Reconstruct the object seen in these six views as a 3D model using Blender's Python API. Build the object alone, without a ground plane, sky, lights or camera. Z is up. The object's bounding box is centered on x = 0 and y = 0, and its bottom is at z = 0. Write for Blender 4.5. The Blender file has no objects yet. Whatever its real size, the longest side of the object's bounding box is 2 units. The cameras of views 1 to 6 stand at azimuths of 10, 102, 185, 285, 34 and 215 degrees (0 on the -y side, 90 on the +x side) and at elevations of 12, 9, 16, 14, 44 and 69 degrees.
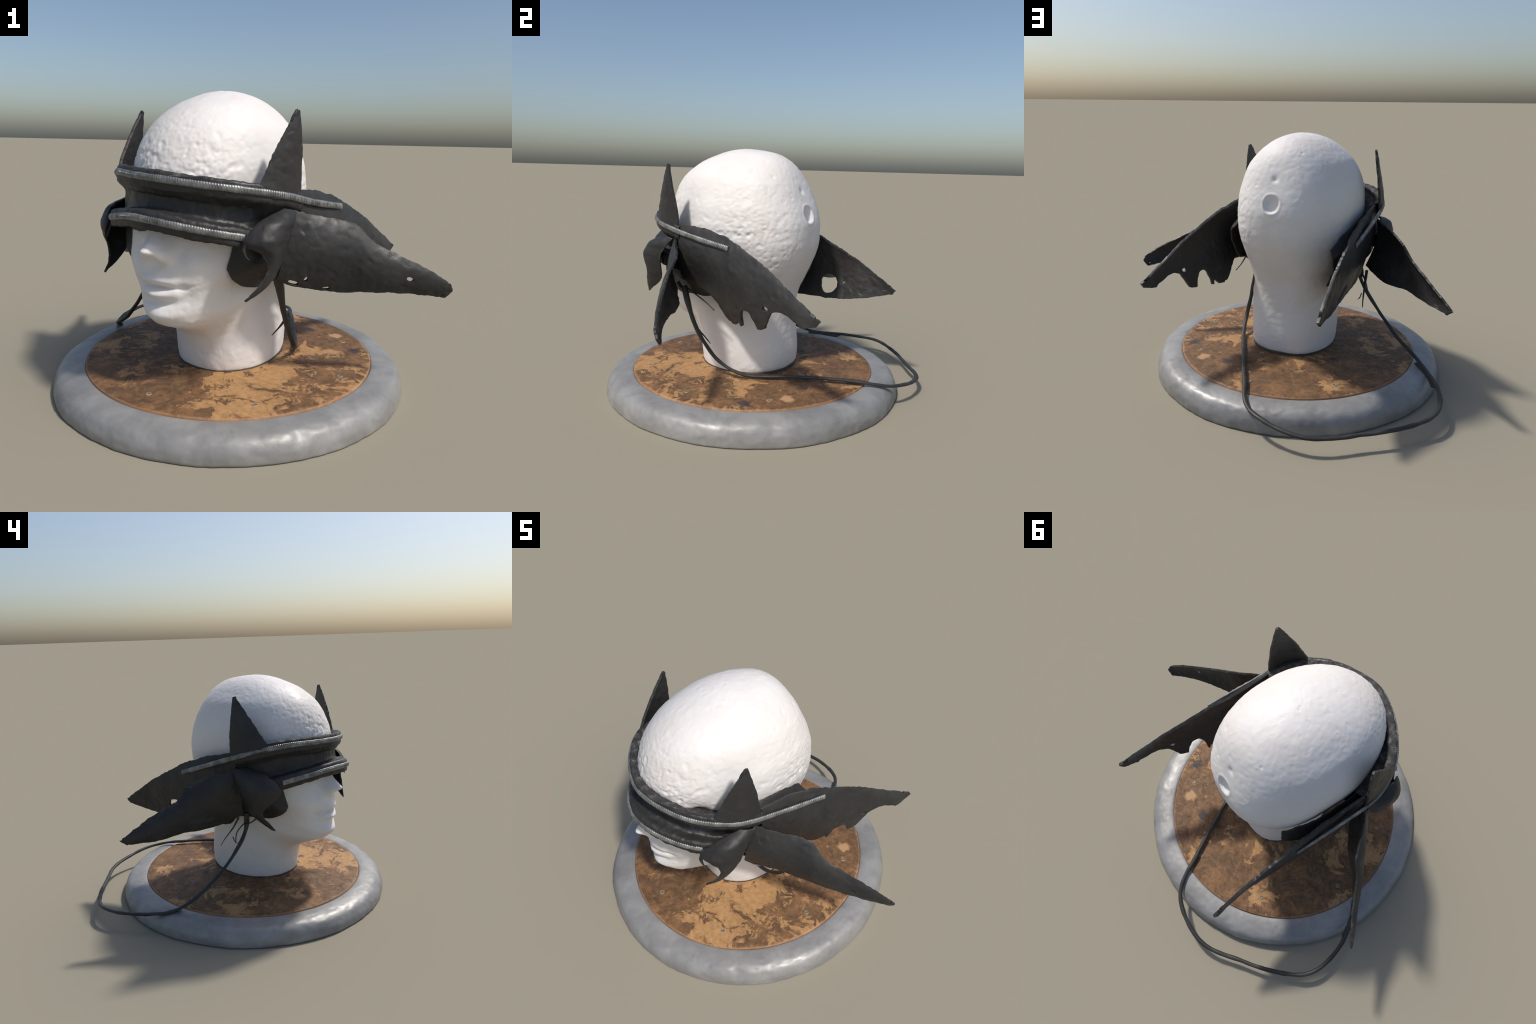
"""Leather half-mask with zips, horns and torn wings on a white foam display head,
standing on a round board with a grey moulded rim.  Everything in metres, z up."""
import bpy, math, random
import numpy as np
from mathutils import noise, Vector
from mathutils.kdtree import KDTree

random.seed(11)
RNG = np.random.RandomState(11)
TAU = 2 * math.pi

# ------------------------------------------------------------------ helpers
def perlin(P, scale, seed=0.0):
    o = seed * 7.31
    return np.array([noise.noise(Vector((p[0] * scale + o, p[1] * scale - o, p[2] * scale + 2 * o))) for p in P])

def facets(P, spacing, tilt, seed):
    """Height field of small flat facets, as a coarse scan leaves them: each cell a tilted plane."""
    rng = np.random.RandomState(seed)
    n = len(P); order = rng.permutation(n)[:min(n, 60000)]
    grid = {}; cen = []
    for k in order:
        key = tuple((P[k] / spacing).astype(int))
        if key not in grid: grid[key] = 1; cen.append(P[k])
    kd = KDTree(len(cen))
    for i, c in enumerate(cen): kd.insert(Vector(c), i)
    kd.balance()
    g = rng.randn(len(cen), 3) * tilt; h0 = rng.randn(len(cen)) * tilt * spacing * .15
    out = np.zeros(n)
    for i in range(n):
        num = den = 0.
        for co, j, d in kd.find_n(Vector(P[i]), 2):
            w = 1 / (d * d * d + 1e-9)
            num += w * (g[j] @ (P[i] - cen[j]) + h0[j]); den += w
        out[i] = num / den
    return out

def spline(cp, m=60, closed=False):
    """Catmull-Rom through control points, resampled to m points of even spacing."""
    cp = np.asarray(cp, float)
    p = np.vstack([2 * cp[0] - cp[1], cp, 2 * cp[-1] - cp[-2]])
    t = np.linspace(0, 1, 24, endpoint=False)[:, None]
    out = []
    for i in range(len(cp) - 1):
        a, b, c, d = p[i:i + 4]
        out.append(.5 * (2 * b + (c - a) * t + (2 * a - 5 * b + 4 * c - d) * t * t + (3 * b - a - 3 * c + d) * t ** 3))
    q = np.vstack(out + [cp[-1:]])
    s = np.concatenate([[0], np.cumsum(np.linalg.norm(np.diff(q, axis=0), axis=1))])
    u = np.linspace(0, s[-1], m)
    return np.stack([np.interp(u, s, q[:, k]) for k in range(q.shape[1])], -1)

def knots(cp, m):
    """Catmull-Rom with uniform parameter (keeps rows of different curves paired)."""
    cp = np.asarray(cp, float)
    p = np.vstack([2 * cp[0] - cp[1], cp, 2 * cp[-1] - cp[-2]])
    u = np.linspace(0, len(cp) - 1, m)
    i = np.minimum(u.astype(int), len(cp) - 2)
    t = (u - i)[:, None]
    a, b, c, d = p[i], p[i + 1], p[i + 2], p[i + 3]
    return .5 * (2 * b + (c - a) * t + (2 * a - 5 * b + 4 * c - d) * t * t + (3 * b - a - 3 * c + d) * t ** 3)

def smooth_interp(x, xs, ys):
    """Monotone cubic (Fritsch-Carlson) interpolation."""
    xs = np.asarray(xs, float); ys = np.asarray(ys, float)
    h = np.diff(xs); dl = np.diff(ys) / h
    m = np.zeros_like(ys); m[0] = dl[0]; m[-1] = dl[-1]
    for i in range(1, len(xs) - 1):
        if dl[i - 1] * dl[i] > 0:
            w1 = 2 * h[i] + h[i - 1]; w2 = h[i] + 2 * h[i - 1]
            m[i] = (w1 + w2) / (w1 / dl[i - 1] + w2 / dl[i])
    x = np.clip(np.asarray(x, float), xs[0], xs[-1])
    i = np.clip(np.searchsorted(xs, x) - 1, 0, len(xs) - 2)
    t = (x - xs[i]) / h[i]
    return ((2 * t**3 - 3 * t**2 + 1) * ys[i] + (t**3 - 2 * t**2 + t) * h[i] * m[i]
            + (-2 * t**3 + 3 * t**2) * ys[i + 1] + (t**3 - t**2) * h[i] * m[i + 1])

def new_obj(name, verts, faces, mat, parent=None, smooth=True, kind=None):
    me = bpy.data.meshes.new(name)
    me.from_pydata([tuple(map(float, v)) for v in verts], [], faces)
    me.validate(); me.update()
    me.polygons.foreach_set('use_smooth', [smooth] * len(me.polygons))
    ob = bpy.data.objects.new(name, me)
    bpy.context.collection.objects.link(ob)
    if mat: me.materials.append(mat)
    if parent: ob.parent = parent
    if kind: ob["kind"] = kind
    return ob

def apply_mods(ob):
    dg = bpy.context.evaluated_depsgraph_get()
    me = bpy.data.meshes.new_from_object(ob.evaluated_get(dg))
    ob.modifiers.clear(); old = ob.data; ob.data = me
    me.name = ob.name; bpy.data.meshes.remove(old)
    return ob

def sheet(name, G, thick, mat, parent, keep=None, rough=0.0, seed=1, edge_wear=0.0):
    """Leather sheet: grid of points G[i,j,3]; keep[i,j] marks the quads that exist."""
    n, m = G.shape[:2]
    V = G.reshape(-1, 3).copy()
    if rough:
        du = np.gradient(G, axis=0); dv = np.gradient(G, axis=1)
        N = np.cross(du, dv).reshape(-1, 3); N /= np.maximum(np.linalg.norm(N, axis=1), 1e-9)[:, None]
        V += N * (rough * (.9 * perlin(V, 9, seed) + .25 * perlin(V, 30, seed + 3)) + facets(V, .040, .05, seed))[:, None]
    if edge_wear:
        du = np.gradient(G, axis=1)
        T = du / np.maximum(np.linalg.norm(du, axis=2), 1e-9)[..., None]
        w = np.zeros((n, m)); w[:, 0] = 1; w[:, 1] = .5; w[:, -1] = -.6; w[:, -2] = -.3
        V += (T * w[..., None]).reshape(-1, 3) * (edge_wear * (.7 * perlin(V, 16, seed + 9) + .5 * perlin(V, 55, seed + 9)))[:, None]
    F = []
    for i in range(n - 1):
        for j in range(m - 1):
            if keep is None or keep[i, j]:
                a = i * m + j
                F.append((a, a + 1, a + m + 1, a + m))
    # torn borders inside the sheet: round off the steps of the grid
    if keep is not None:
        cnt = {}
        for f in F:
            for a, b in zip(f, f[1:] + f[:1]):
                e = (min(a, b), max(a, b)); cnt[e] = cnt.get(e, 0) + 1
        nb = {}
        for (a, b), c in cnt.items():
            if c == 1: nb.setdefault(a, []).append(b); nb.setdefault(b, []).append(a)
        inner = [k for k in nb if 0 < k // m < n - 1 and 0 < k % m < m - 1]
        for _ in range(4):
            W = V.copy()
            for k in inner: W[k] = .4 * V[k] + .6 * V[nb[k]].mean(0)
            V = W
    used = sorted({k for f in F for k in f}); idx = {k: c for c, k in enumerate(used)}
    ob = new_obj(name, V[used], [tuple(idx[k] for k in f) for f in F], mat, parent)
    md = ob.modifiers.new('s', 'SOLIDIFY'); md.thickness = thick; md.offset = 0; md.use_even_offset = False
    md = ob.modifiers.new('b', 'BEVEL'); md.width = thick * .28; md.segments = 2; md.limit_method = 'ANGLE'; md.angle_limit = math.radians(50)
    apply_mods(ob)
    ob.data.polygons.foreach_set('use_smooth', [True] * len(ob.data.polygons))
    return ob

def tube(path, radii, sides=10, flat=1.0, up=(0, 0, 1), twist=None):
    """Vertices and faces of a capped tube along path; flat squeezes it along the second axis."""
    P = np.asarray(path, float); n = len(P); R = np.broadcast_to(radii, (n,))
    T = np.gradient(P, axis=0); T /= np.linalg.norm(T, axis=1)[:, None]
    A = np.cross(T, up); A /= np.maximum(np.linalg.norm(A, axis=1), 1e-6)[:, None]
    B = np.cross(A, T)
    th = np.arange(sides) * TAU / sides
    V = []
    for i in range(n):
        tw = 0 if twist is None else twist[i]
        for t in th:
            V.append(P[i] + R[i] * (A[i] * math.cos(t + tw) * 1.0 + B[i] * math.sin(t + tw) * flat))
    F = [(i * sides + j, i * sides + (j + 1) % sides, (i + 1) * sides + (j + 1) % sides, (i + 1) * sides + j)
         for i in range(n - 1) for j in range(sides)]
    F.append(tuple(range(sides))[::-1]); F.append(tuple((n - 1) * sides + j for j in range(sides)))
    return V, F

def merge(parts):
    V, F = [], []
    for v, f in parts:
        o = len(V); V += list(v); F += [tuple(k + o for k in q) for q in f]
    return V, F

# ------------------------------------------------------------------ materials
class NT:
    def __init__(s, name):
        s.m = bpy.data.materials.new(name); s.m.use_nodes = True
        s.t = s.m.node_tree; s.b = s.t.nodes['Principled BSDF']
        s.co = s.n('ShaderNodeTexCoord').outputs['Object']
    def n(s, ty, **kw):
        nd = s.t.nodes.new(ty)
        for k, v in kw.items(): setattr(nd, k, v)
        return nd
    def put(s, sock, v):
        if hasattr(v, 'links'): s.t.links.new(v, sock)
        elif isinstance(v, tuple) and len(v) == 3 and sock.type == 'RGBA': sock.default_value = (*v, 1)
        else: sock.default_value = v
    def noise(s, scale, detail=4, rough=.55, dist=0, co=None):
        nd = s.n('ShaderNodeTexNoise'); s.put(nd.inputs['Vector'], co or s.co)
        nd.inputs['Scale'].default_value = scale; nd.inputs['Detail'].default_value = detail
        nd.inputs['Roughness'].default_value = rough; nd.inputs['Distortion'].default_value = dist
        return nd.outputs['Fac']
    def voronoi(s, scale, feature='F1', co=None):
        nd = s.n('ShaderNodeTexVoronoi', feature=feature); s.put(nd.inputs['Vector'], co or s.co)
        nd.inputs['Scale'].default_value = scale
        return nd
    def ramp(s, fac, stops, interp='LINEAR'):
        nd = s.n('ShaderNodeValToRGB'); s.put(nd.inputs[0], fac); nd.color_ramp.interpolation = interp
        e = nd.color_ramp.elements
        while len(e) < len(stops): e.new(.5)
        for k, (p, c) in zip(e, stops):
            k.position = p; k.color = (*c, 1) if isinstance(c, tuple) else (c, c, c, 1)
        return nd.outputs[0]
    def mix(s, fac, a, b, mode='MIX'):
        nd = s.n('ShaderNodeMix', data_type='RGBA', blend_type=mode)
        s.put(nd.inputs[0], fac); s.put(nd.inputs[6], a); s.put(nd.inputs[7], b)
        return nd.outputs[2]
    def math(s, op, a, b=0.0, clamp=False):
        nd = s.n('ShaderNodeMath', operation=op, use_clamp=clamp)
        s.put(nd.inputs[0], a); s.put(nd.inputs[1], b)
        return nd.outputs[0]
    def vmath(s, op, a, b):
        nd = s.n('ShaderNodeVectorMath', operation=op); s.put(nd.inputs[0], a); s.put(nd.inputs[1], b)
        return nd.outputs['Value'] if op in ('DOT_PRODUCT', 'DISTANCE', 'LENGTH') else nd.outputs[0]
    def bump(s, h, strength=.3, dist=.005, prev=None):
        nd = s.n('ShaderNodeBump'); s.put(nd.inputs['Height'], h)
        nd.inputs['Strength'].default_value = strength; nd.inputs['Distance'].default_value = dist
        if prev is not None: s.put(nd.inputs['Normal'], prev)
        return nd.outputs[0]
    def done(s, color, rough, normal=None, metal=0.0, spec=.5):
        s.put(s.b.inputs['Base Color'], color); s.put(s.b.inputs['Roughness'], rough)
        if normal is not None: s.put(s.b.inputs['Normal'], normal)
        s.put(s.b.inputs['Metallic'], metal); s.b.inputs['Specular IOR Level'].default_value = spec
        return s.m

def mat_foam():
    n = NT('white_foam')
    c = n.ramp(n.noise(3.0, 3), [(.35, (.72, .675, .635)), (.65, (.76, .737, .715))])
    b = n.bump(n.noise(45, 4), .12, .004)
    return n.done(c, n.ramp(n.noise(9), [(.3, .46), (.7, .60)]), b, spec=.35)

def mat_leather(name='black_leather', tint=(1, 1, 1), inner=False):
    n = NT(name)
    k = lambda v: tuple(v * t for t in tint)
    base = n.ramp(n.noise(5, 5, .6), [(.3, k(.017)), (.55, k(.026)), (.8, k(.038))])
    scuff = n.ramp(n.noise(34, 5, .7, .6), [(.58, 0.0), (.74, 1.0)])
    patch = n.ramp(n.noise(4, 2), [(.45, 0.0), (.65, .55)])
    col = n.mix(n.math('MULTIPLY', scuff, patch), base, k(.085))
    red = n.ramp(n.noise(2.2, 2, co=n.vmath('ADD', n.co, (3.1, 1.7, .4))), [(.62, 0.0), (.74, .35)])
    col = n.mix(red, col, (.050, .026, .027))
    worn = n.ramp(n.n('ShaderNodeNewGeometry').outputs['Pointiness'], [(.53, 0.0), (.60, 1.0)])
    col = n.mix(n.math('MULTIPLY', worn, n.ramp(n.noise(40, 4, .7), [(.42, 0.0), (.62, .8)])), col, k(.11))
    grain = n.voronoi(150, 'F1').outputs['Distance']
    b = n.bump(n.noise(30, 4), .15, .006)
    b = n.bump(grain, .12, .002, b)
    return n.done(col, n.ramp(n.noise(7, 3), [(.3, .42), (.7, .62)]), b, spec=.42)

def mat_tape():
    n = NT('zip_tape_cloth')
    c = n.ramp(n.noise(30, 5, .7), [(.3, (.018, .017, .018)), (.52, (.05, .048, .047)), (.75, (.19, .185, .175))])
    return n.done(c, .7, n.bump(n.noise(120, 3), .4, .004), spec=.3)

def mat_zip():
    n = NT('zip_teeth_metal')
    c = n.ramp(n.noise(14, 5, .75), [(.3, (.08, .082, .08)), (.55, (.22, .222, .213)), (.8, (.42, .42, .40))])
    return n.done(c, .38, n.bump(n.noise(140, 2), .3, .002), metal=.35, spec=.6)

def mat_rim():
    n = NT('grey_painted_rim')
    c = n.ramp(n.noise(5, 6, .65, .4), [(.3, (.205, .20, .192)), (.5, (.27, .264, .254)), (.72, (.345, .338, .325))])
    stain = n.ramp(n.noise(22, 5, .7), [(.62, 0.0), (.75, .5)])
    c = n.mix(stain, c, (.14, .14, .145))
    b = n.bump(n.noise(40, 4), .15, .005)
    return n.done(c, n.ramp(n.noise(11, 3), [(.3, .38), (.7, .52)]), b, metal=.15, spec=.5)

def mat_board():
    n = NT('mottled_cork_board')
    wv = n.n('ShaderNodeCombineXYZ')
    n.put(wv.inputs[0], n.math('MULTIPLY', n.noise(5.5, 3), .20))
    n.put(wv.inputs[1], n.math('MULTIPLY', n.noise(4.6, 3, co=n.vmath('ADD', n.co, (5.2, 1.3, 0))), .20))
    co = n.vmath('ADD', n.co, wv.outputs[0])
    big = n.noise(4.2, 7, .66, .5, co)
    fine = n.noise(30, 6, .72, .3, co)
    near = n.ramp(n.vmath('DISTANCE', n.vmath('MULTIPLY', n.co, (.8, 1, 0)), (.06, -.50, 0)), [(.05, .085), (.36, 0.0)])
    lev = n.math('ADD', n.math('ADD', big, near), n.math('MULTIPLY', n.math('SUBTRACT', fine, .5), .34))
    mask = n.ramp(lev, [(.575, 0.0), (.592, .8), (.66, 1.0)])
    dark = n.ramp(fine, [(.28, (.066, .036, .019)), (.5, (.135, .074, .036)), (.74, (.225, .130, .068))])
    mid = n.ramp(n.noise(40, 5, .7), [(.3, (.15, .078, .034)), (.7, (.34, .175, .078))])
    dark = n.mix(n.ramp(n.noise(8.5, 6, .7, .4, n.vmath('ADD', n.co, (2.2, 7.1, 0))), [(.47, 0.0), (.60, .8)]), dark, mid)
    light = n.ramp(n.noise(34, 5, .65), [(.3, (.32, .170, .070)), (.6, (.44, .250, .108)), (.8, (.50, .30, .145))])
    col = n.mix(mask, dark, light)
    # greenish stains and black blots
    col = n.mix(n.ramp(n.noise(7, 3, co=n.vmath('ADD', n.co, (9, 2, 0))), [(.60, 0.0), (.72, .45)]), col, (.12, .095, .045))
    for bx, by, br in ((.58, .045, .05), (.31, .32, .045), (-.33, .21, .03), (-.27, -.36, .02)):
        d = n.vmath('DISTANCE', n.vmath('MULTIPLY', n.co, (1, 1, 0)), (bx, by, 0))
        d = n.math('ADD', d, n.math('MULTIPLY', n.math('SUBTRACT', n.noise(40, 3), .5), .05))
        col = n.mix(n.ramp(d, [(br * .45, .85), (br, 0.0)]), col, (.03, .03, .035))
    # a pale ochre blotch
    d = n.vmath('DISTANCE', n.vmath('MULTIPLY', n.co, (1, 1, 0)), (.47, .255, 0))
    d = n.math('ADD', d, n.math('MULTIPLY', n.math('SUBTRACT', n.noise(24, 3), .5), .06))
    col = n.mix(n.ramp(d, [(.028, .75), (.044, 0.0)]), col, (.50, .30, .15))
    # bare orange edge of the board
    r = n.vmath('DISTANCE', n.vmath('MULTIPLY', n.co, (1, 1, 0)), (BX, BY, 0))
    r = n.math('ADD', r, n.math('MULTIPLY', n.math('SUBTRACT', n.noise(30, 3), .5), .02))
    col = n.mix(n.ramp(r, [(.742, 0.0), (.750, .6)]), col, (.40, .215, .11))
    b = n.bump(fine, .25, .004)
    b = n.bump(n.noise(90, 3), .2, .002, b)
    return n.done(col, n.ramp(fine, [(.3, .72), (.7, .55)]), b, spec=.3)

def mat_plain(name, c, r, metal=0.0):
    n = NT(name)
    v = n.ramp(n.noise(40, 4), [(.3, tuple(x * .75 for x in c)), (.7, tuple(min(1, x * 1.2) for x in c))])
    return n.done(v, r, n.bump(n.noise(80), .2, .002), metal=metal)

# ------------------------------------------------------------------ frames
BX, BY = -.0922, -.066                 # centre of the base
YAW = math.radians(20.3)               # the head faces this far round to -x
HX = np.array([math.cos(YAW), -math.sin(YAW), 0.])
HF = np.array([-math.sin(YAW), -math.cos(YAW), 0.])
HOFF = -.048                           # the head's mid plane, sideways

def head_world(l, d, z):
    l = np.asarray(l) + HOFF
    return l[..., None] * HX + np.asarray(d)[..., None] * HF + np.asarray(z)[..., None] * np.array([0, 0, 1.])

def head_local(P):
    P = np.asarray(P)
    return P @ HX - HOFF, P @ HF, P[..., 2]

BOARD_Z = .122
def board_z(x, y):
    """The board is slightly domed and leans a little."""
    u, v = x - BX, y - BY
    r2 = (u * u + v * v) / .7525 ** 2
    return BOARD_Z + .002 + .0085 * u + .0085 * v + .018 * max(0., 1 - r2) + .008 * math.exp(-((x - .35) ** 2 + (y - .33) ** 2) / .06) * max(0., 1 - r2 * r2)
# ------------------------------------------------------------------ head shape
ZTOP = 1.4765
#        z     front   back   half-width  centre  n-front n-back side shift
HEAD = [(.125, .396, -.148, .242, .13, 2.1, 2.3, .005),
        (.150, .411, -.172, .254, .13, 2.1, 2.4, .005),
        (.180, .416, -.183, .258, .13, 2.1, 2.5, .005),
        (.250, .425, -.188, .262, .13, 2.1, 2.5, .005),
        (.310, .445, -.182, .263, .13, 2.1, 2.5, .004),
        (.350, .480, -.177, .264, .13, 2.1, 2.5, .004),
        (.385, .545, -.173, .266, .14, 2.2, 2.5, 0.004),
        (.410, .610, -.170, .268, .15, 2.3, 2.5, 0.004),
        (.440, .672, -.168, .266, .17, 2.2, 2.5, 0.004),
        (.500, .700, -.167, .269, .18, 2.3, 2.5, 0.000),
        (.560, .699, -.172, .279, .19, 2.45, 2.5, 0.000),
        (.630, .706, -.188, .296, .19, 2.6, 2.5, 0.000),
        (.700, .704, -.215, .314, .19, 2.65, 2.5, -0.006),
        (.780, .688, -.252, .330, .19, 2.6, 2.5, -.006),
        (.860, .672, -.286, .347, .19, 2.5, 2.5, -.007),
        (.940, .672, -.301, .361, .19, 2.2, 2.5, -.008),
        (1.02, .688, -.300, .366, .19, 2.05, 2.5, -.010),
        (1.10, .684, -.283, .363, .19, 2.0, 2.5, -0.012),
        (1.20, .654, -.246, .342, .19, 2.0, 2.5, -0.012),
        (1.30, .590, -.202, .301, .19, 2.0, 2.4, -0.006),
        (1.38, .489, -.150, .232, .175, 2.0, 2.2, -0.006),
        (1.44, .352, -.064, .150, .155, 2.0, 2.0, -0.006),
        (ZTOP, .150, .150, .0, .15, 2.0, 2.0, -.004)]
HT = np.array(HEAD)
QK = np.sqrt(np.maximum(ZTOP - HT[:, 0], 0))[::-1]

def head_ring(z):
    q = np.sqrt(np.maximum(ZTOP - np.asarray(z, float), 0))
    return [smooth_interp(q, QK, HT[::-1, k]) for k in range(1, 8)]

def face_relief(l, z):
    """Forward push of the facial features on the front of the head."""
    g = lambda x, s: np.exp(-(x / s) ** 2)
    # nose: ridge widening and rising to the tip, cut off below
    zz = np.clip((.93 - z) / (.93 - .785), 0, 1)
    drop = np.where(z < .785, g(z - .785, .034), 1) * np.where(z > .93, g(z - .93, .03), 1)
    width = .028 + .028 * zz
    f = (.022 + .066 * zz ** 1.2) * g(l, width) * drop
    f += .034 * (g(l - .052, .024) + g(l + .052, .024)) * g(z - .752, .026)
    f -= .012 * (g(l - .105, .035) + g(l + .105, .035)) * g(z - .77, .06)      # nostril wings
    f += .020 * g(l, .046) * g(z - .780, .036)
    f -= .014 * g(l, .05) * g(z - .712, .018)
    # mouth
    arch = np.abs(l) * .06
    f += .026 * g(l, .085) * g(z - (.654 - arch), .020)
    f -= .019 * g(l, .110) * g(z - (.617 + arch * .2), .0085)
    f += .034 * g(l, .075) * g(z - (.586 + arch * .4), .020)
    f -= .013 * g(l, .075) * g(z - .547, .015)
    f -= .012 * (g(l - .115, .02) + g(l + .115, .02)) * g(z - .617, .02)
    # chin ball, cheeks, eye sockets
    f += .030 * g(l, .085) * g(z - .492, .042)
    f -= .008 * (g(l - .17, .07) + g(l + .17, .07)) * g(z - .80, .06)
    f -= .012 * (g(l - .13, .04) + g(l + .13, .04)) * g(z - .60, .09)
    f -= .030 * (g(l - .13, .06) + g(l + .13, .06)) * g(z - .885, .04)
    return f

def head_point(t, z, relief=True):
    """t: angle from the face (0) to the +side (pi/2)."""
    fr, bk, w, c, nf, nb, sh = head_ring(z)
    ct, st = np.cos(t), np.sin(t)
    e = np.where(ct > 0, 2 / nf, 2 / nb)
    l = w * np.sign(st) * np.abs(st) ** e
    d = c + np.where(ct > 0, fr - c, c - bk) * np.sign(ct) * np.abs(ct) ** e
    if relief:
        d = d + face_relief(l, z) * np.clip(ct * 1.6, 0, 1)
    # the jaw line climbs from the chin to the ear
    rise = smooth_interp(z, [.0, .20, .34, .42, .52, .78, 2.], [.0, .0, .09, .125, .105, .0, .0])
    a = np.abs((np.asarray(t) + math.pi) % TAU - math.pi)
    z = z + rise * smooth_interp(a, [0, .25, .7, 1.35, 2.0, 2.7, 3.2], [0, .04, .45, 1, .75, .1, 0])
    return head_world(l + sh, d, z)

def head_radius(phi_dir, z, C):
    """Distance from axis point C (xy) to the head skin along horizontal unit phi_dir, height z."""
    t = np.linspace(-math.pi, math.pi, 361)
    P = head_point(t, np.full_like(t, z), relief=False)[:, :2] - C
    a = P @ phi_dir; s = P @ np.array([-phi_dir[1], phi_dir[0]])
    ok = a > 0
    o = np.argsort(s[ok])
    return float(np.interp(0, s[ok][o], a[ok][o]))

def build_head(root, mat):
    NTH, q = 420, None
    zl = np.linspace(.125, 1.25, 235)
    qs = np.linspace(math.sqrt(ZTOP - 1.25), 0, 96)[1:-1]
    z = np.concatenate([zl, ZTOP - qs ** 2])
    t = np.arange(NTH) * TAU / NTH
    # more columns on the face
    t = t - .18 * np.sin(t)
    Z, T = np.meshgrid(z, t, indexing='ij')
    G = head_point(T.ravel(), Z.ravel()).reshape(len(z), NTH, 3)
    top = head_world(np.array(0.), np.array(.15), np.array(ZTOP))
    V = np.vstack([G.reshape(-1, 3), top[None]])
    n = len(z)
    F = [(i * NTH + j, i * NTH + (j + 1) % NTH, (i + 1) * NTH + (j + 1) % NTH, (i + 1) * NTH + j)
         for i in range(n - 1) for j in range(NTH)]
    F += [((n - 1) * NTH + j, (n - 1) * NTH + (j + 1) % NTH, n * NTH) for j in range(NTH)]
    # normals for displacement
    me = bpy.data.meshes.new('tmp'); me.from_pydata([tuple(v) for v in V], [], F); me.update()
    N = np.zeros(len(V) * 3); me.vertices.foreach_get('normal', N); N = N.reshape(-1, 3)
    bpy.data.meshes.remove(me)
    C = head_world(np.array(0.), np.array(.2), np.array(.9))
    if ((V - C) * N).sum() < 0: N = -N
    L, D, Zv = head_local(V)
    h = .0030 * perlin(V, 5, 1) + .0010 * perlin(V, 16, 2) + facets(V, .034, .026, 3)
    # rough foam on the forehead and on the +side at the back
    rough = .12 + np.exp(-((D - .62) / .16) ** 2 - ((Zv - 1.12) / .16) ** 2) + \
        .8 * np.exp(-((L - .33) / .14) ** 2 - ((D + .05) / .28) ** 2 - ((Zv - 1.0) / .2) ** 2)
    sel = np.where(rough > .08)[0]
    h[sel] += rough[sel] * (.0026 * perlin(V[sel], 30, 5) + .0018 * perlin(V[sel], 62, 6))
    chips = np.maximum(perlin(V[sel], 26, 14) - .18, 0) + .7 * np.maximum(perlin(V[sel], 48, 15) - .22, 0)
    h[sel] -= rough[sel] * .012 * chips
    def pits(count, region, rmin, rmax, depth):
        cand = np.where(region)[0]
        for k in RNG.choice(cand, count):
            r = rmin + (rmax - rmin) * RNG.rand() ** 2
            dd = ((V - V[k]) ** 2).sum(1)
            m = dd < (2.2 * r) ** 2
            x = dd[m] / r ** 2
            h[m] += -depth * r * np.exp(-x * 1.6) * (.2 + .8 * RNG.rand() ** 2) + .07 * depth * r * np.exp(-(np.sqrt(x) - 1.25) ** 2 * 9)
    side = (L > .1) & (D < .3) & (Zv > .78) & (Zv < 1.36)
    front = (D > .42) & (Zv > 1.03) & (Zv < 1.36)
    pits(110, side, .006, .018, .27)
    pits(60, side & (Zv < 1.08), .009, .02, .30)
    pits(130, front, .006, .014, .24)
    pits(30, (Zv > .78), .006, .012, .3)
    for p, r, dep in (((.035, .235, 1.235), .017, .010), ((.125, .19, 1.19), .010, .006), ((-.02, .225, 1.24), .014, .003)):
        dd = np.linalg.norm(V - np.array(p), axis=1)
        h -= dep * np.exp(-(dd / r) ** 2)
    # hollow at the temple behind the eye opening of the visor
    h -= .085 * np.exp(-((V - np.array([.035, -.60, .945])) ** 2).sum(1) / .07 ** 2)
    # plugged hole at the back, a flat floor inside a raised lip
    hole = np.array([.054, .287, 1.105])
    dd = np.linalg.norm((V - hole) * [1, 1, .92], axis=1)
    dd = dd + .0022 * perlin(V * (dd < .2)[:, None], 45, 9)
    back = D < 0
    h += np.where(back, -.019 / (1 + np.exp((dd - .044) / .003)) + .0035 * np.exp(-((dd - .054) / .007) ** 2), 0)
    V = V + N * h[:, None]
    V[:NTH, 2] = .125
    # one smooth surface, split in anatomical regions with shared normals
    me = bpy.data.meshes.new('tmp'); me.from_pydata([tuple(v) for v in V], [], F); me.update()
    N = np.zeros(len(V) * 3); me.vertices.foreach_get('normal', N); N = N.reshape(-1, 3)
    cen = np.zeros(len(F) * 3); me.polygons.foreach_get('center', cen); cen = cen.reshape(-1, 3)
    bpy.data.meshes.remove(me)
    l, d, zc = head_local(cen)
    jaw = .50 - .17 * np.clip((d + .1) / .75, 0, 1)       # neck meets skull and jaw along this line
    is_neck = zc < jaw
    is_nose = (np.abs(l) < .085) & (zc > .715) & (zc < .93) & (d > .66)
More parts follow.
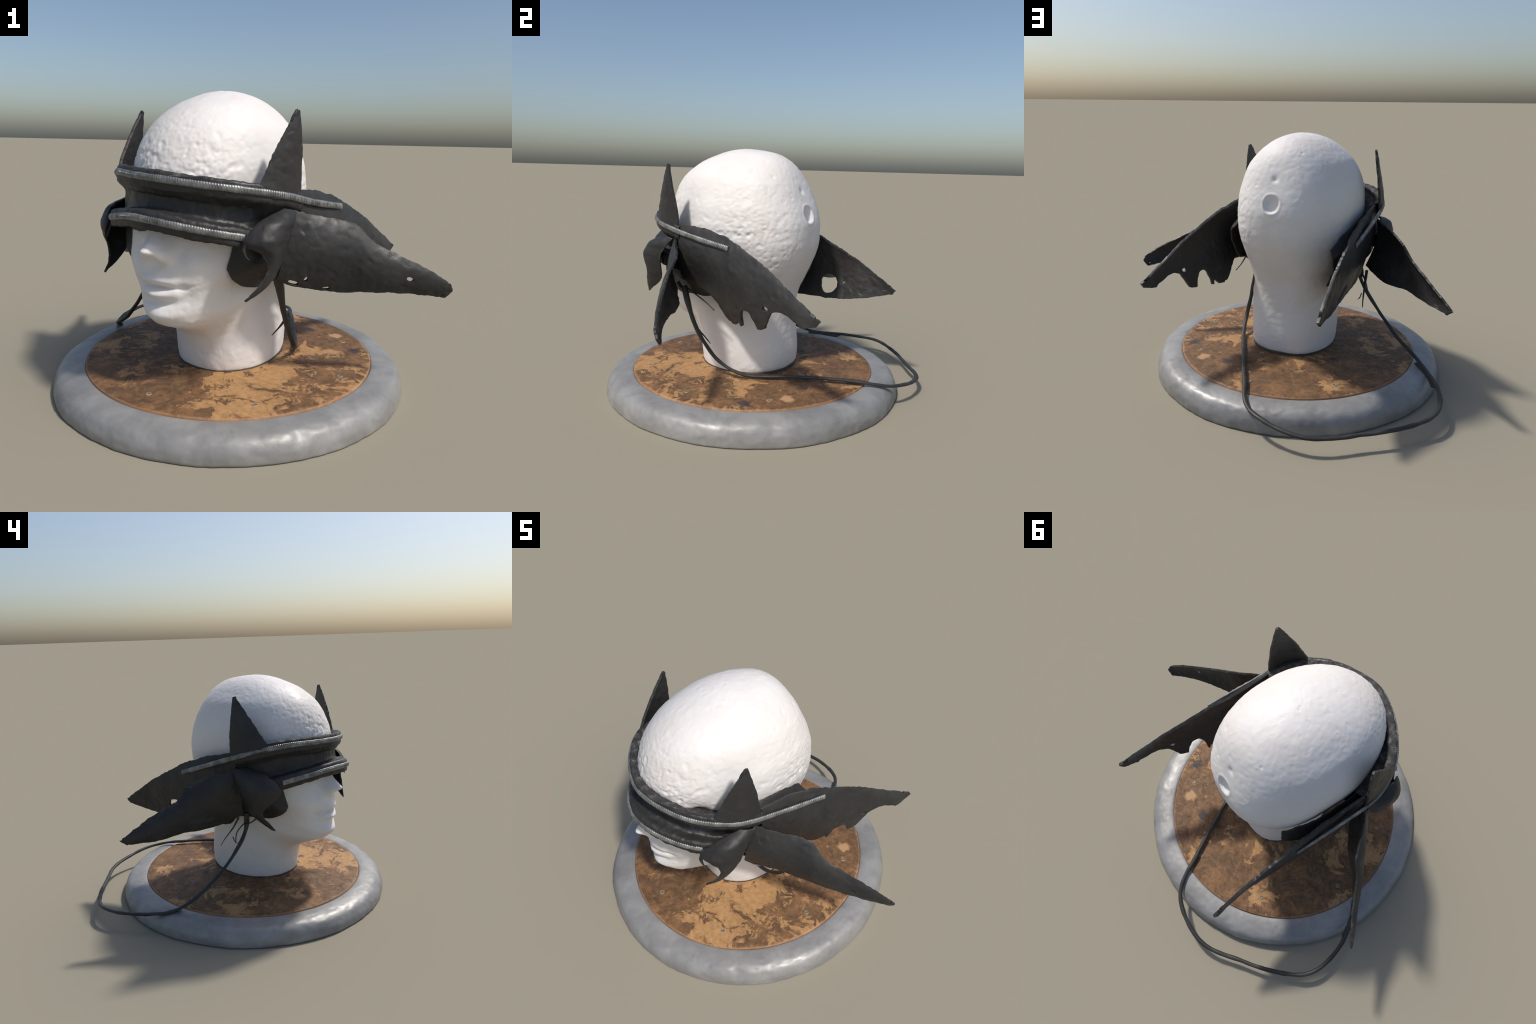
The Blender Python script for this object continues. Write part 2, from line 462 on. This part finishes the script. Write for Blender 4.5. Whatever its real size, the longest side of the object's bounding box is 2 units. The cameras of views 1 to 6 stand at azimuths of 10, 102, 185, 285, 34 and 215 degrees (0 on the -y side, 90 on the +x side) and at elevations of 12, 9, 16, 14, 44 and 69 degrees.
    for name, mask in (('neck', is_neck), ('nose', is_nose & ~is_neck), ('head', ~is_neck & ~is_nose)):
        fs = [F[k] for k in np.where(mask)[0]]
        used = sorted({k for f in fs for k in f}); idx = {k: c for c, k in enumerate(used)}
        ob = new_obj(name, V[used], [tuple(idx[k] for k in f) for f in fs], mat, root)
        ob.data.normals_split_custom_set_from_vertices([tuple(x) for x in N[used]])

# ------------------------------------------------------------------ base
def build_base(root):
    rim_m, board_m = mat_rim(), mat_board()
    prof = spline([(.752, .108), (.757, .117), (.788, .119), (.826, .115), (.860, .106), (.885, .089),
                   (.901, .064), (.909, .040), (.912, .012), (.910, .0)], 40)
    NS = 420
    V = []
    for k in range(NS):
        a = k * TAU / NS
        for r, z in prof: V.append((BX + r * math.cos(a), BY + r * math.sin(a), z))
    V = np.array(V); m = len(prof)
    amp = np.tile(np.interp(prof[:, 0], [.752, .78, .85, .91], [.15, .35, .9, 1.0]), NS)
    dirx = np.repeat([[math.cos(k * TAU / NS), math.sin(k * TAU / NS), 0] for k in range(NS)], m, axis=0)
    dz = np.tile(np.gradient(prof[:, 0]), NS); dr = np.tile(-np.gradient(prof[:, 1]), NS)
    nn = np.hypot(dz, dr); Nn = dirx * (dr / nn)[:, None] + np.array([0, 0, 1.]) * (dz / nn)[:, None]
    h = .006 * perlin(V, 3.5, 3) + .003 * perlin(V, 9, 4) + facets(V, .038, .042, 7) + .001 * perlin(V, 30, 6)
    # a dented seam in the rim and a few knocks
    for ang, w, dep in ((-59, .02, .010), (-98, .03, .006), (140, .025, .006), (20, .03, .005)):
        a = math.radians(ang); p = np.array([BX + .89 * math.cos(a), BY + .89 * math.sin(a), .10])
        h -= dep * np.exp(-((V - p) ** 2).sum(1) / (w * 1.6) ** 2)
    V = V + Nn * (h * amp)[:, None]
    V[:, 2] += (V[:, 2] / .12) * (.0085 * (V[:, 0] - BX) + .0085 * (V[:, 1] - BY))
    V[:, 2] = np.maximum(V[:, 2], 0); V[m - 1::m, 2] = 0
    F = [((k * m + j), ((k + 1) % NS) * m + j, ((k + 1) % NS) * m + j + 1, k * m + j + 1) for k in range(NS) for j in range(m - 1)]
    V = list(V) + [np.array([BX, BY, 0.])]
    F += [(k * m + m - 1, ((k + 1) % NS) * m + m - 1, len(V) - 1) for k in range(NS)]
    new_obj('base_rim', V, F, rim_m, root)
    # board
    pr = [(0, BOARD_Z)] + [(r, BOARD_Z) for r in np.linspace(.03, .745, 40)] + [(.7515, BOARD_Z - .003), (.7525, BOARD_Z - .02), (.7525, .02)]
    V = [np.array([BX, BY, BOARD_Z])]; F = []
    NB = 200; pr = pr[1:]
    for r, z in pr:
        for k in range(NB):
            a = k * TAU / NB; rr = r * (1 + (.0012 * math.sin(9 * a) if r > .7 else 0))
            V.append(np.array([BX + rr * math.cos(a), BY + rr * math.sin(a), z]))
    F += [(0, 1 + k, 1 + (k + 1) % NB) for k in range(NB)]
    F += [(1 + i * NB + k, 1 + (i + 1) * NB + k, 1 + (i + 1) * NB + (k + 1) % NB, 1 + i * NB + (k + 1) % NB) for i in range(len(pr) - 1) for k in range(NB)]
    V = np.array(V); up = V[:, 2] > .11
    V[:, 2] += .0018 * perlin(V, 22, 8) * up + np.array([board_z(p[0], p[1]) - BOARD_Z for p in V]) * up
    new_obj('base_board', V, F, board_m, root)
    # shadow in the gap under the neck, modelled as a dark ring
    t = np.linspace(0, TAU, 121)[:-1]
    P0 = head_point(t, np.full_like(t, .13), False); c = P0.mean(0)
    V, F = [], []
    for s, z in ((1.02, .122), (1.045, .128), (1.04, .140), (1.02, .147), (.97, .149)):
        V += [np.array([c[0] + (p[0] - c[0]) * (s + .07 * max(0, -(p[:2] - c[:2]) @ HF[:2]) / .28), c[1] + (p[1] - c[1]) * (s + .07 * max(0, -(p[:2] - c[:2]) @ HF[:2]) / .28), z + .003 * noise.noise(Vector(p) * 30) + (.016 * max(0, -(p[:2] - c[:2]) @ HF[:2]) / .28 if z > .125 else 0)]) for p in P0]
    F = [(i * 120 + j, i * 120 + (j + 1) % 120, (i + 1) * 120 + (j + 1) % 120, (i + 1) * 120 + j) for i in range(4) for j in range(120)]
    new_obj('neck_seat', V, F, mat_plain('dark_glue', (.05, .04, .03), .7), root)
    # eight screws sunk in small pits
    sm, wm = mat_plain('screw_steel', (.20, .18, .15), .5, .4), mat_plain('torn_paper', (.36, .27, .18), .8)
    def ring_profile(prof, ns=20):
        V, F = [], []
        for r, z in prof:
            for k in range(ns):
                a = k * TAU / ns; V.append((r * math.cos(a), r * math.sin(a), z))
        F = [(i * ns + k, i * ns + (k + 1) % ns, (i + 1) * ns + (k + 1) % ns, (i + 1) * ns + k) for i in range(len(prof) - 1) for k in range(ns)]
        F.append(tuple((len(prof) - 1) * ns + k for k in range(ns)))
        return V, F
    first = None
    for k in range(8):
        a = math.radians(22.5 + 45 * k + (-1.5, 1, 0, .8, -.6, .3, -.5, 1)[k]); r = .645 + .006 * math.sin(k * 2.3)
        if first is None:
            V, F = ring_profile([(.0125, -.004), (.012, .0012), (.010, .0024), (.0085, .001), (.0035, .0004)])
            V2, F2 = ring_profile([(.0165, -.003), (.0155, .0016), (.0128, .0022), (.0122, -.001)])
            first = new_obj('screw', V, F, sm, root)
            w = new_obj('screw_burr', V2, F2[:-1], wm, first)
            ob = first
        else:
            ob = first.copy(); bpy.context.collection.objects.link(ob)
            wb = w.copy(); bpy.context.collection.objects.link(wb); wb.parent = ob
        ob.location = (BX + r * math.cos(a), BY + r * math.sin(a), board_z(BX + r * math.cos(a), BY + r * math.sin(a)) + .0006); ob.rotation_euler = (.05 * math.sin(k), .06 * math.cos(3 * k), k)
        ob.scale = (.85, .85, 1)

# ------------------------------------------------------------------ mask
ZIP_U = [(.467, -.087, .935), (.351, -.333, .975), (.247, -.534, 1.019), (.088, -.654, 1.047), (-.102, -.695, 1.068), (-.288, -.675, 1.086),
         (-.43, -.578, 1.092), (-.535, -.452, 1.094), (-.602, -.317, 1.077), (-.613, -.146, 1.034), (-.537, .058, .963), (-.43, .298, .878)]
ZIP_L = [(.094, -.667, .855), (-.03, -.72, .878), (-.175, -.744, .903), (-.301, -.726, .92), (-.409, -.653, .92), (-.511, -.54, .902), (-.606, -.404, .877)]
LOW_EXT = [(.262, -.44, .80), (.20, -.56, .82)] + ZIP_L + [(-.640, -.25, .85), (-.60, -.11, .82)]
CAX = np.array([-.114, -.171])          # vertical axis inside the head

def by_angle(curve, phis):
    d = curve[:, :2] - CAX
    ph = np.unwrap(np.arctan2(d[:, 1], d[:, 0])); r = np.hypot(d[:, 0], d[:, 1])
    if ph[0] < ph[-1]: o = slice(None)
    else: o = slice(None, None, -1)
    return np.interp(phis, ph[o], r[o]), np.interp(phis, ph[o], curve[o, 2])

def build_band(root, leather, lining):
    U = spline(ZIP_U, 400); Lc = spline(LOW_EXT, 300)
    ang = lambda p: math.atan2(p[1] - CAX[1], p[0] - CAX[0])
    a0 = ang((.30, -.42)) ; a1 = ang((-.605, -.11)) - 0
    if a1 > a0: a1 -= TAU
    phis = np.linspace(a0, a1, 260)
    du = U[:, :2] - CAX; pu = np.unwrap(np.arctan2(du[:, 1], du[:, 0]))
    dl = Lc[:, :2] - CAX; plw = np.unwrap(np.arctan2(dl[:, 1], dl[:, 0]))
    def ev(ph, p, c, d):
        p = p + TAU * round((ph.mean() - p.mean()) / TAU)
        r = np.hypot(d[:, 0], d[:, 1]); o = np.argsort(p)
        return np.interp(ph, p[o], r[o]), np.interp(ph, p[o], c[o, 2])
    ru, zu = ev(phis, pu, U, du); rl, zl = ev(phis, plw, Lc, dl)
    rows = []
    for k, ph in enumerate(phis):
        dr = np.array([math.cos(ph), math.sin(ph)])
        hz = [head_radius(dr, z, CAX) for z in (zu[k] + .01, (zu[k] + zl[k]) / 2, zl[k] - .06)]
        R, r, z, y = ru[k], rl[k], zu[k], zl[k]
        inn = max(R - .052, hz[0] - .004)
        rec = min(max(R - .036, hz[1] + .012), R - .028)
        pr = [(hz[0] - .02, z - .05), (inn - .004, z - .012), (inn, z + .018), (R - .030, z + .030), (R - .012, z + .033), (R - .003, z + .020),
              (R - .003, z - .015), (R - .004, z - .040), (R - .016, z - .053), (rec + .004, z - .072),
              (rec - .004, .5 * (z + y) + .01), (min(rec, r - .06), y + .045), (r - .056, y + .034), (r - .030, y + .036), (r - .012, y + .034), (r - .003, y + .018),
              (r - .003, y - .016), (r - .004, y - .036), (r - .014, y - .045), (min(r - .03, hz[2] + .012), y - .048), (min(r - .03, hz[2] - .012), y - .075)]
        c = spline(pr, 66)
        rows.append([(CAX[0] + dr[0] * q[0], CAX[1] + dr[1] * q[0], q[1]) for q in c])
    G = np.array(rows); n, m = G.shape[:2]
    V = G.reshape(-1, 3)
    nrm = np.cross(np.gradient(G, axis=0), np.gradient(G, axis=1)).reshape(-1, 3)
    nrm /= np.maximum(np.linalg.norm(nrm, axis=1), 1e-9)[:, None]
    V = V + nrm * (.0035 * perlin(V, 22, 12) + .0028 * perlin(V, 55, 13))[:, None]
    eye = np.array([.045, -.585, .945])
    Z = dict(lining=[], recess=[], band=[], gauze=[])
    # eye opening on the +side: the recess sinks in there
    e = ((V - eye) / np.array([.085, .085, .055])); e = np.exp(-(e ** 2).sum(1) * 1.5)
    V = V - np.concatenate([(eye[:2] - CAX) / np.linalg.norm(eye[:2] - CAX), [0]])[None] * (.050 * e * np.tile((np.arange(m) > 24) & (np.arange(m) < 40), n))[:, None]
    for i in range(n - 1):
        for j in range(m - 1):
            a = i * m + j
            zone = 'lining' if j < 15 else ('recess' if 22 <= j <= 39 else 'band')
            if zone == 'recess':
                c = V[a] - eye; w = 1 + .25 * noise.noise(Vector(V[a] * 20))
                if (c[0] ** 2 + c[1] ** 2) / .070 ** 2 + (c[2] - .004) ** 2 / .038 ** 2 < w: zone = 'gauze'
            Z[zone].append((a, a + 1, a + m + 1, a + m))
    def sub(name, fs, mat):
        used = sorted({k for f in fs for k in f}); ix = {k: q for q, k in enumerate(used)}
        return new_obj(name, V[used], [tuple(ix[k] for k in f) for f in fs], mat, root)
    sub('visor_band', Z['band'], leather)
    sub('visor_recess', Z['recess'], leather)
    sub('eye_gauze', Z['gauze'], mat_plain('grey_gauze', (.050, .053, .056), .8))  # shaded foam inside the eye opening, painted grey on the recess
    sub('visor_lining', Z['lining'], lining)

def build_zip(name, path, root, tape, metal, out_c, pitch=.0115, r=.0145):
    P = spline(path, 400)
    L = np.linalg.norm(np.diff(P, axis=0), axis=1).sum(); n = int(L / pitch)
    P = spline(path, n * 6 + 1)
    out = P - np.array([out_c[0], out_c[1], 0]); out[:, 2] = 0; out /= np.linalg.norm(out, axis=1)[:, None]
    # cord-like row of coil teeth: slanted bulges along a core
    k = np.arange(len(P)); rad = r * (1 + .05 * np.cos(k * TAU / 6) + .10 * perlin(P, 30, 21))
    V, F = tube(P - out * .001, rad * .62, 14, 1.75)
    core = new_obj(name, V, F, metal, root)
    T = np.gradient(P, axis=0); T /= np.linalg.norm(T, axis=1)[:, None]
    B = np.cross(T, out)
    parts = []
    for i in range(n):
        q = i * 6 + 3; c = P[q] + out[q] * (r * .62 - .0022)
        t, o, b = T[q], out[q], B[q]
        b2 = b + .45 * t + .1 * RNG.randn() * t; b2 = b2 / np.linalg.norm(b2)
        hx, hy, hz = pitch * .27, .0032 * (1 + .2 * RNG.randn()), r * .62
        cs = []
        for sz in (-1, 1):
            for sx, sy in ((-1, -1), (1, -1), (.7, 1), (-.7, 1)):
                cs.append(c + t * hx * sx + o * (hy * sy - abs(sz) * .0012) + b2 * hz * sz * (1 if sy < 0 else .72))
        parts.append((cs, [(0, 1, 2, 3), (7, 6, 5, 4), (0, 4, 5, 1), (1, 5, 6, 2), (2, 6, 7, 3), (3, 7, 4, 0)]))
    V, F = merge(parts)
    new_obj('zip_tooth_row', V, F, metal, core, smooth=False, kind='stuff')
    return core

def wing(name, pairs, out, bulge, thick, mat, root, ns=150, nt=56, holes=(), notches=(), seed=1, top_roll=.0, rough=.004):
    """pairs: (top, bottom) points from root to tip; holes and notches in (s, t) fractions."""
    top = knots([p[0] for p in pairs], ns); bot = knots([p[1] for p in pairs], ns)
    t = np.linspace(0, 1, nt); s = np.linspace(0, 1, ns)
    G = top[:, None] * (1 - t)[None, :, None] + bot[:, None] * t[None, :, None]
    prof = 4 * t * (1 - t) * (1.25 - .5 * t)
    b = np.interp(s, np.linspace(0, 1, len(bulge)), bulge)
    G = G + (b[:, None] * prof[None])[..., None] * np.asarray(out, float)
    S, T = np.meshgrid((s[:-1] + s[1:]) / 2, (t[:-1] + t[1:]) / 2, indexing='ij')
    keep = np.ones_like(S, bool)
    jit = np.array([[noise.noise(Vector((i * .31, j * .31, seed * 5.1))) for j in range(nt - 1)] for i in range(ns - 1)])
    for hs, ht, rs, rt in holes:
        keep &= ((S - hs) / rs) ** 2 + ((T - ht) / rt) ** 2 > 1 + .22 * jit
    if len(notches):
        ks = [k[0] for k in notches]; kt = [k[1] for k in notches]
        lim = np.interp(S[:, 0], ks, kt)[:, None]
        keep &= T < lim + .012 * jit
    return sheet(name, G, thick, mat, root, keep, rough, seed, .009)

def build_wings(root, leather):
    UR = [((.285, -.415, 1.035), (.262, -.42, .74)), ((.355, -.215, 1.015), (.345, -.215, .655)), ((.430, -.085, .978), (.384, -.09, .525)),
          ((.500, .03, .925), (.470, .015, .525)), ((.570, .14, .865), (.552, .125, .540)), ((.650, .262, .785), (.638, .25, .595)),
          ((.720, .372, .710), (.722, .362, .614)), ((.768, .446, .660), (.752, .432, .636))]
    wing('upper_wing', UR, (.87, -.49, 0), [.018, .045, .050, .036, .018, .006, 0], .018, leather, root, seed=2,
         holes=[(.610, .63, .020, .05)],
         notches=[(0, 1.02), (.27, 1.02), (.30, .98), (.33, 1.02), (.36, .97), (.388, .92), (.396, 1.02), (.408, 1.02), (.415, .82), (.44, .74), (.49, .75),
                  (.525, .88), (.548, 1.02), (.59, 1.02), (.615, .88), (.645, .69), (.70, .63), (.75, .66), (.79, .76), (.82, .84), (.845, 1.02), (1, 1.02)])
    UL = [((-.560, -.112, 1.045), (-.515, -.12, .70)), ((-.502, .03, 1.018), (-.45, -.03, .56)), ((-.445, .165, .979), (-.395, .10, .536)),
          ((-.402, .292, .930), (-.352, .25, .532)), ((-.359, .419, .869), (-.312, .40, .531)), ((-.325, .52, .812), (-.284, .52, .540)),
          ((-.291, .624, .752), (-.257, .634, .560)), ((-.232, .808, .620), (-.244, .792, .602))]
    wing('upper_wing', UL, (-.94, .34, 0), [.018, .045, .050, .036, .018, .006, 0], .018, leather, root, seed=5,
         holes=[(.545, .745, .060, .175), (.655, .66, .012, .035)])
    FR = [((.268, -.458, .945), (.205, -.475, .640)), ((.345, -.425, .930), (.275, -.445, .612)), ((.425, -.393, .915), (.36, -.405, .590)),
          ((.535, -.347, .885), (.495, -.375, .577)), ((.630, -.357, .805), (.62, -.360, .583)), ((.808, -.320, .718), (.79, -.325, .577)),
          ((.962, -.285, .634), (.925, -.275, .560)), ((.996, -.262, .588), (.965, -.258, .552))]
    wing('front_wing', FR, (.30, -.95, 0), [.03, .045, .05, .045, .025, .012, .0], .012, leather, root, seed=8,
         holes=[(.22, .87, .015, .045), (.135, .955, .045, .028), (.35, .955, .020, .026), (.705, .52, .015, .075), (.90, .80, .009, .075)])
    FL = [((-.580, -.118, .949), (-.526, -.127, .645)), ((-.618, -.042, .930), (-.575, -.04, .612)), ((-.655, .035, .910), (-.632, .05, .588)),
          ((-.699, .150, .876), (-.69, .11, .585)), ((-.755, .205, .788), (-.748, .178, .588)), ((-.845, .365, .693), (-.831, .30, .564)),
          ((-.915, .458, .620), (-.890, .41, .560)), ((-.945, .503, .586), (-.922, .472, .560))]
    wing('front_wing', FL, (-.93, -.37, 0), [.03, .045, .05, .045, .025, .012, .0], .012, leather, root, seed=11)

def lobe(name, rows, hook, out, bulge, leather, root, seed):
    """Rolled cheek lobe: rows of (front, rear) points from the top to the tusk tip, plus a small hooked spur."""
    A = knots([r[0] for r in rows], 90); Bc = knots([r[1] for r in rows], 90)
    u = np.linspace(0, 1, 36)
    G = A[:, None] * (1 - u)[None, :, None] + Bc[:, None] * u[None, :, None]
    b = np.interp(np.linspace(0, 1, 90), np.linspace(0, 1, len(bulge)), bulge)
    G = G + (b[:, None] * np.sin(u * math.pi)[None] ** .85)[..., None] * np.asarray(out, float)
    ob = sheet(name, G, .011, leather, root, None, .004, seed, .004)
    P = spline(hook, 30)
    V, F = tube(P, np.linspace(.016, .003, 30), 8, .6)
    new_obj('spur', V, F, leather, ob)
    return ob

def build_lobes(root, leather):
    R = [((.235, -.525, .962), (.279, -.470, .948)), ((.153, -.639, .917), (.276, -.520, .895)), ((.094, -.687, .840), (.266, -.552, .838)),
         ((.160, -.672, .800), (.245, -.558, .775)), ((.193, -.660, .745), (.224, -.560, .720)), ((.180, -.668, .695), (.205, -.580, .680)),
         ((.145, -.680, .640), (.165, -.640, .635)), ((.105, -.694, .594), (.109, -.690, .594))]
    lobe('cheek_lobe', R, [(.105, -.680, .850), (.097, -.692, .815), (.106, -.696, .785), (.122, -.697, .768)], (.45, -.89, .10),
         [.01, .05, .065, .05, .035, .022, .01, 0], leather, root, 15)
    # the other side is the mirror image across the plane of the mask
    yaw = math.radians(24); X = np.array([math.cos(yaw), -math.sin(yaw), 0]); F = np.array([-math.sin(yaw), -math.cos(yaw), 0])
    def mir(p, dl=-.056, dd=.0):
        p = np.asarray(p, float); l, d = p @ X, p @ F
        return tuple((-l + dl) * X + (d + dd) * F + np.array([0, 0, p[2]]))
    Lr = [(mir(a), mir(b)) for a, b in R]
    Lr[1] = (mir((.140, -.650, .915), dd=.012), Lr[1][1]); Lr[2] = (mir((.085, -.69, .84), dd=.02), Lr[2][1])
    Lr[3] = (mir((.118, -.69, .785), dd=.015), Lr[3][1]); Lr[4] = (mir((.165, -.678, .735)), Lr[4][1])
    Lr[0] = ((-.588, -.18, .955), (-.592, -.115, .945)); Lr[-1] = ((-.660, -.366, .596), (-.663, -.360, .596))
    o = np.array([.45, -.89, .10]); l, d = o @ X, o @ F; om = -l * X + d * F + np.array([0, 0, .1])
    lobe('cheek_lobe', Lr, [mir(p) for p in ((.105, -.680, .850), (.097, -.692, .815), (.106, -.696, .785), (.122, -.697, .768))], om,
         [.01, .05, .065, .05, .035, .022, .01, 0], leather, root, 19)

def build_horns(root, leather):
    def horn(base_f, base_b, tip, bow, edge_f, edge_b, seed):
        base_f, base_b, tip = map(np.array, (base_f, base_b, tip))
        v = np.linspace(0, 1, 70); u = np.linspace(0, 1, 30)
        A = knots([base_f] + [np.array(e) for e in edge_f] + [tip], 70)
        Bc = knots([base_b] + [np.array(e) for e in edge_b] + [tip + (base_b - base_f) * .05], 70)
        G = A[:, None] * (1 - u)[None, :, None] + Bc[:, None] * u[None, :, None]
        G = G + ((1 - v)[:, None] * np.sin(u * math.pi)[None] * .03)[..., None] * np.array(bow)
        sheet('horn', G, .014, leather, root, None, .003, seed, .008)
    horn((.125, -.622, 1.02), (.292, -.430, .99), (.272, -.501, 1.372), (.7, -.7, 0),
         [(.168, -.592, 1.135), (.222, -.548, 1.265)], [(.292, -.440, 1.12), (.291, -.468, 1.25)], 23)
    horn((-.596, -.335, 1.07), (-.585, -.085, 1.00), (-.548, -.116, 1.380), (-.95, -.2, 0),
         [(-.590, -.275, 1.16), (-.572, -.195, 1.275)], [(-.578, -.082, 1.13), (-.562, -.092, 1.26)], 27)

def build_ear_covers(root, leather):
    """Leather against the cheek and ear, bulging out to the wing roots."""
    for sgn in (1, -1):
        th = np.radians(np.linspace(52, 112 if sgn > 0 else 126, 70)); v = np.linspace(0, 1, 48)
        G = np.zeros((70, 48, 3))
        for i, a in enumerate(th):
            deg = math.degrees(a)
            z1 = smooth_interp(deg, [52, 62, 85, 105, 126], [.86, .94, .99, .95, .84])
            if sgn > 0:
                z0 = smooth_interp(deg, [52, 60, 72, 88, 102, 112], [.68, .55, .45, .455, .57, .64])
                b = smooth_interp(deg, [52, 58, 66, 78, 90, 104, 112], [0, .03, .072, .095, .092, .085, .075])
            else:
                z0 = smooth_interp(deg, [52, 60, 72, 90, 108, 126], [.68, .56, .465, .45, .46, .53])
                b = smooth_interp(deg, [52, 58, 66, 78, 92, 108, 126], [0, .03, .072, .095, .095, .090, .070])
            z = z1 + (z0 - z1) * v
            off = .006 + b * np.interp(v, [0, .18, .4, .8, 1], [.10, .85, 1, 1.02, .92])
            P = head_point(np.full_like(z, sgn * a), z, False)
            c = head_world(np.zeros_like(z), np.full_like(z, .19), z)
            d = P - c; rr = np.linalg.norm(d, axis=1)[:, None]
            G[i] = c + d / rr * (rr + off[:, None])
        sheet('ear_cover', G, .008, leather, root, None, .008, 31 + sgn, .01)

def build_cord(root, strapm):
    main = [(.205, -.43, .66), (.215, -.40, .56), (.238, -.33, .40), (.262, -.20, .245), (.262, -.02, .165), (.215, .27, .168), (.170, .549, .160), (.098, .822, .127), (-.178, .967, .086),
            (-.475, .906, .079), (-.728, .812, .088), (-.872, .69, .100), (-.915, .47, .108), (-.862, .215, .130), (-.696, .02, .268), (-.563, -.098, .435), (-.503, -.137, .537), (-.48, -.14, .64)]
    P = spline(main, 520)
    P = P + np.stack([.003 * perlin(P, 9, s) for s in (41, 42, 43)], -1)
    r = .0132 * (1 + .25 * perlin(P, 16, 44))
    r[:40] *= np.linspace(1.7, 1, 40); r[-30:] *= np.linspace(1, 1.4, 30)
    V, F = tube(P, r, 10, .72, twist=4.0 * perlin(P, 3, 45))
    cord = new_obj('elastic_cord', V, F, strapm, root)
    # webs of torn rubber where the cord leaves the rim
    for a, b in (([(-.845, .20, .140), (-.895, .30, .118), (-.915, .45, .108)], [(-.82, .195, .125), (-.868, .29, .105), (-.892, .41, .085)]),):
        A, B = knots(a, 30), knots(b, 30); t = np.linspace(0, 1, 10)
        sheet('cord_web', A[:, None] * (1 - t)[None, :, None] + B[:, None] * t[None, :, None], .008, strapm, cord, None, .003, 61)
    strands = [([(.235, -.33, .41), (.205, -.30, .36), (.165, -.275, .305)], .009, .004),
               ([(.20, -.47, .68), (.20, -.42, .60), (.222, -.37, .48)], .016, .007),
               ([(.27, -.38, .66), (.30, -.27, .60), (.335, -.20, .56)], .006, .004),
               ([(-.53, -.10, .62), (-.52, -.06, .55), (-.508, .0, .47), (-.504, .034, .415)], .010, .003),
               ([(-.50, -.15, .60), (-.53, -.09, .53), (-.548, -.08, .46)], .007, .0035),
               ([(-.50, -.05, .48), (-.49, -.06, .445), (-.48, -.09, .425)], .005, .003),
               ([(-.50, -.22, .62), (-.51, -.17, .585), (-.50, -.12, .57)], .008, .006)]
    for pts, a, b in strands:
        Q = spline(pts, 24); V, F = tube(Q, np.linspace(a, b, 24) * (1 + .2 * perlin(Q, 40, 50)), 8, .6)
        new_obj('torn_strand', V, F, strapm, cord)

# ------------------------------------------------------------------ build
def empty(name, loc, label, cat):
    e = bpy.data.objects.new(name, None); bpy.context.collection.objects.link(e)
    e.location = loc; e["label"] = label; e["category"] = cat
    return e

stand = empty('display_head', (0, 0, 0), 'white foam mannequin head on a round board with grey rim', 'mannequin head')
mask = empty('leather_mask', (0, 0, 0), 'black torn leather half mask with zips, horns and wing flaps', 'mask')
build_head(stand, mat_foam())
build_base(stand)
leather = mat_leather(tint=(1.04, 1.0, .98))
tape, metal = mat_tape(), mat_zip()
build_band(mask, leather, tape)
build_zip('zip', ZIP_U, mask, tape, metal, CAX)
build_zip('zip', ZIP_L, mask, tape, metal, CAX)
build_wings(mask, leather)
build_lobes(mask, leather)
build_horns(mask, leather)
build_ear_covers(mask, leather)
build_cord(mask, mat_leather('dark_elastic', (1.3, 1.25, 1.15)))
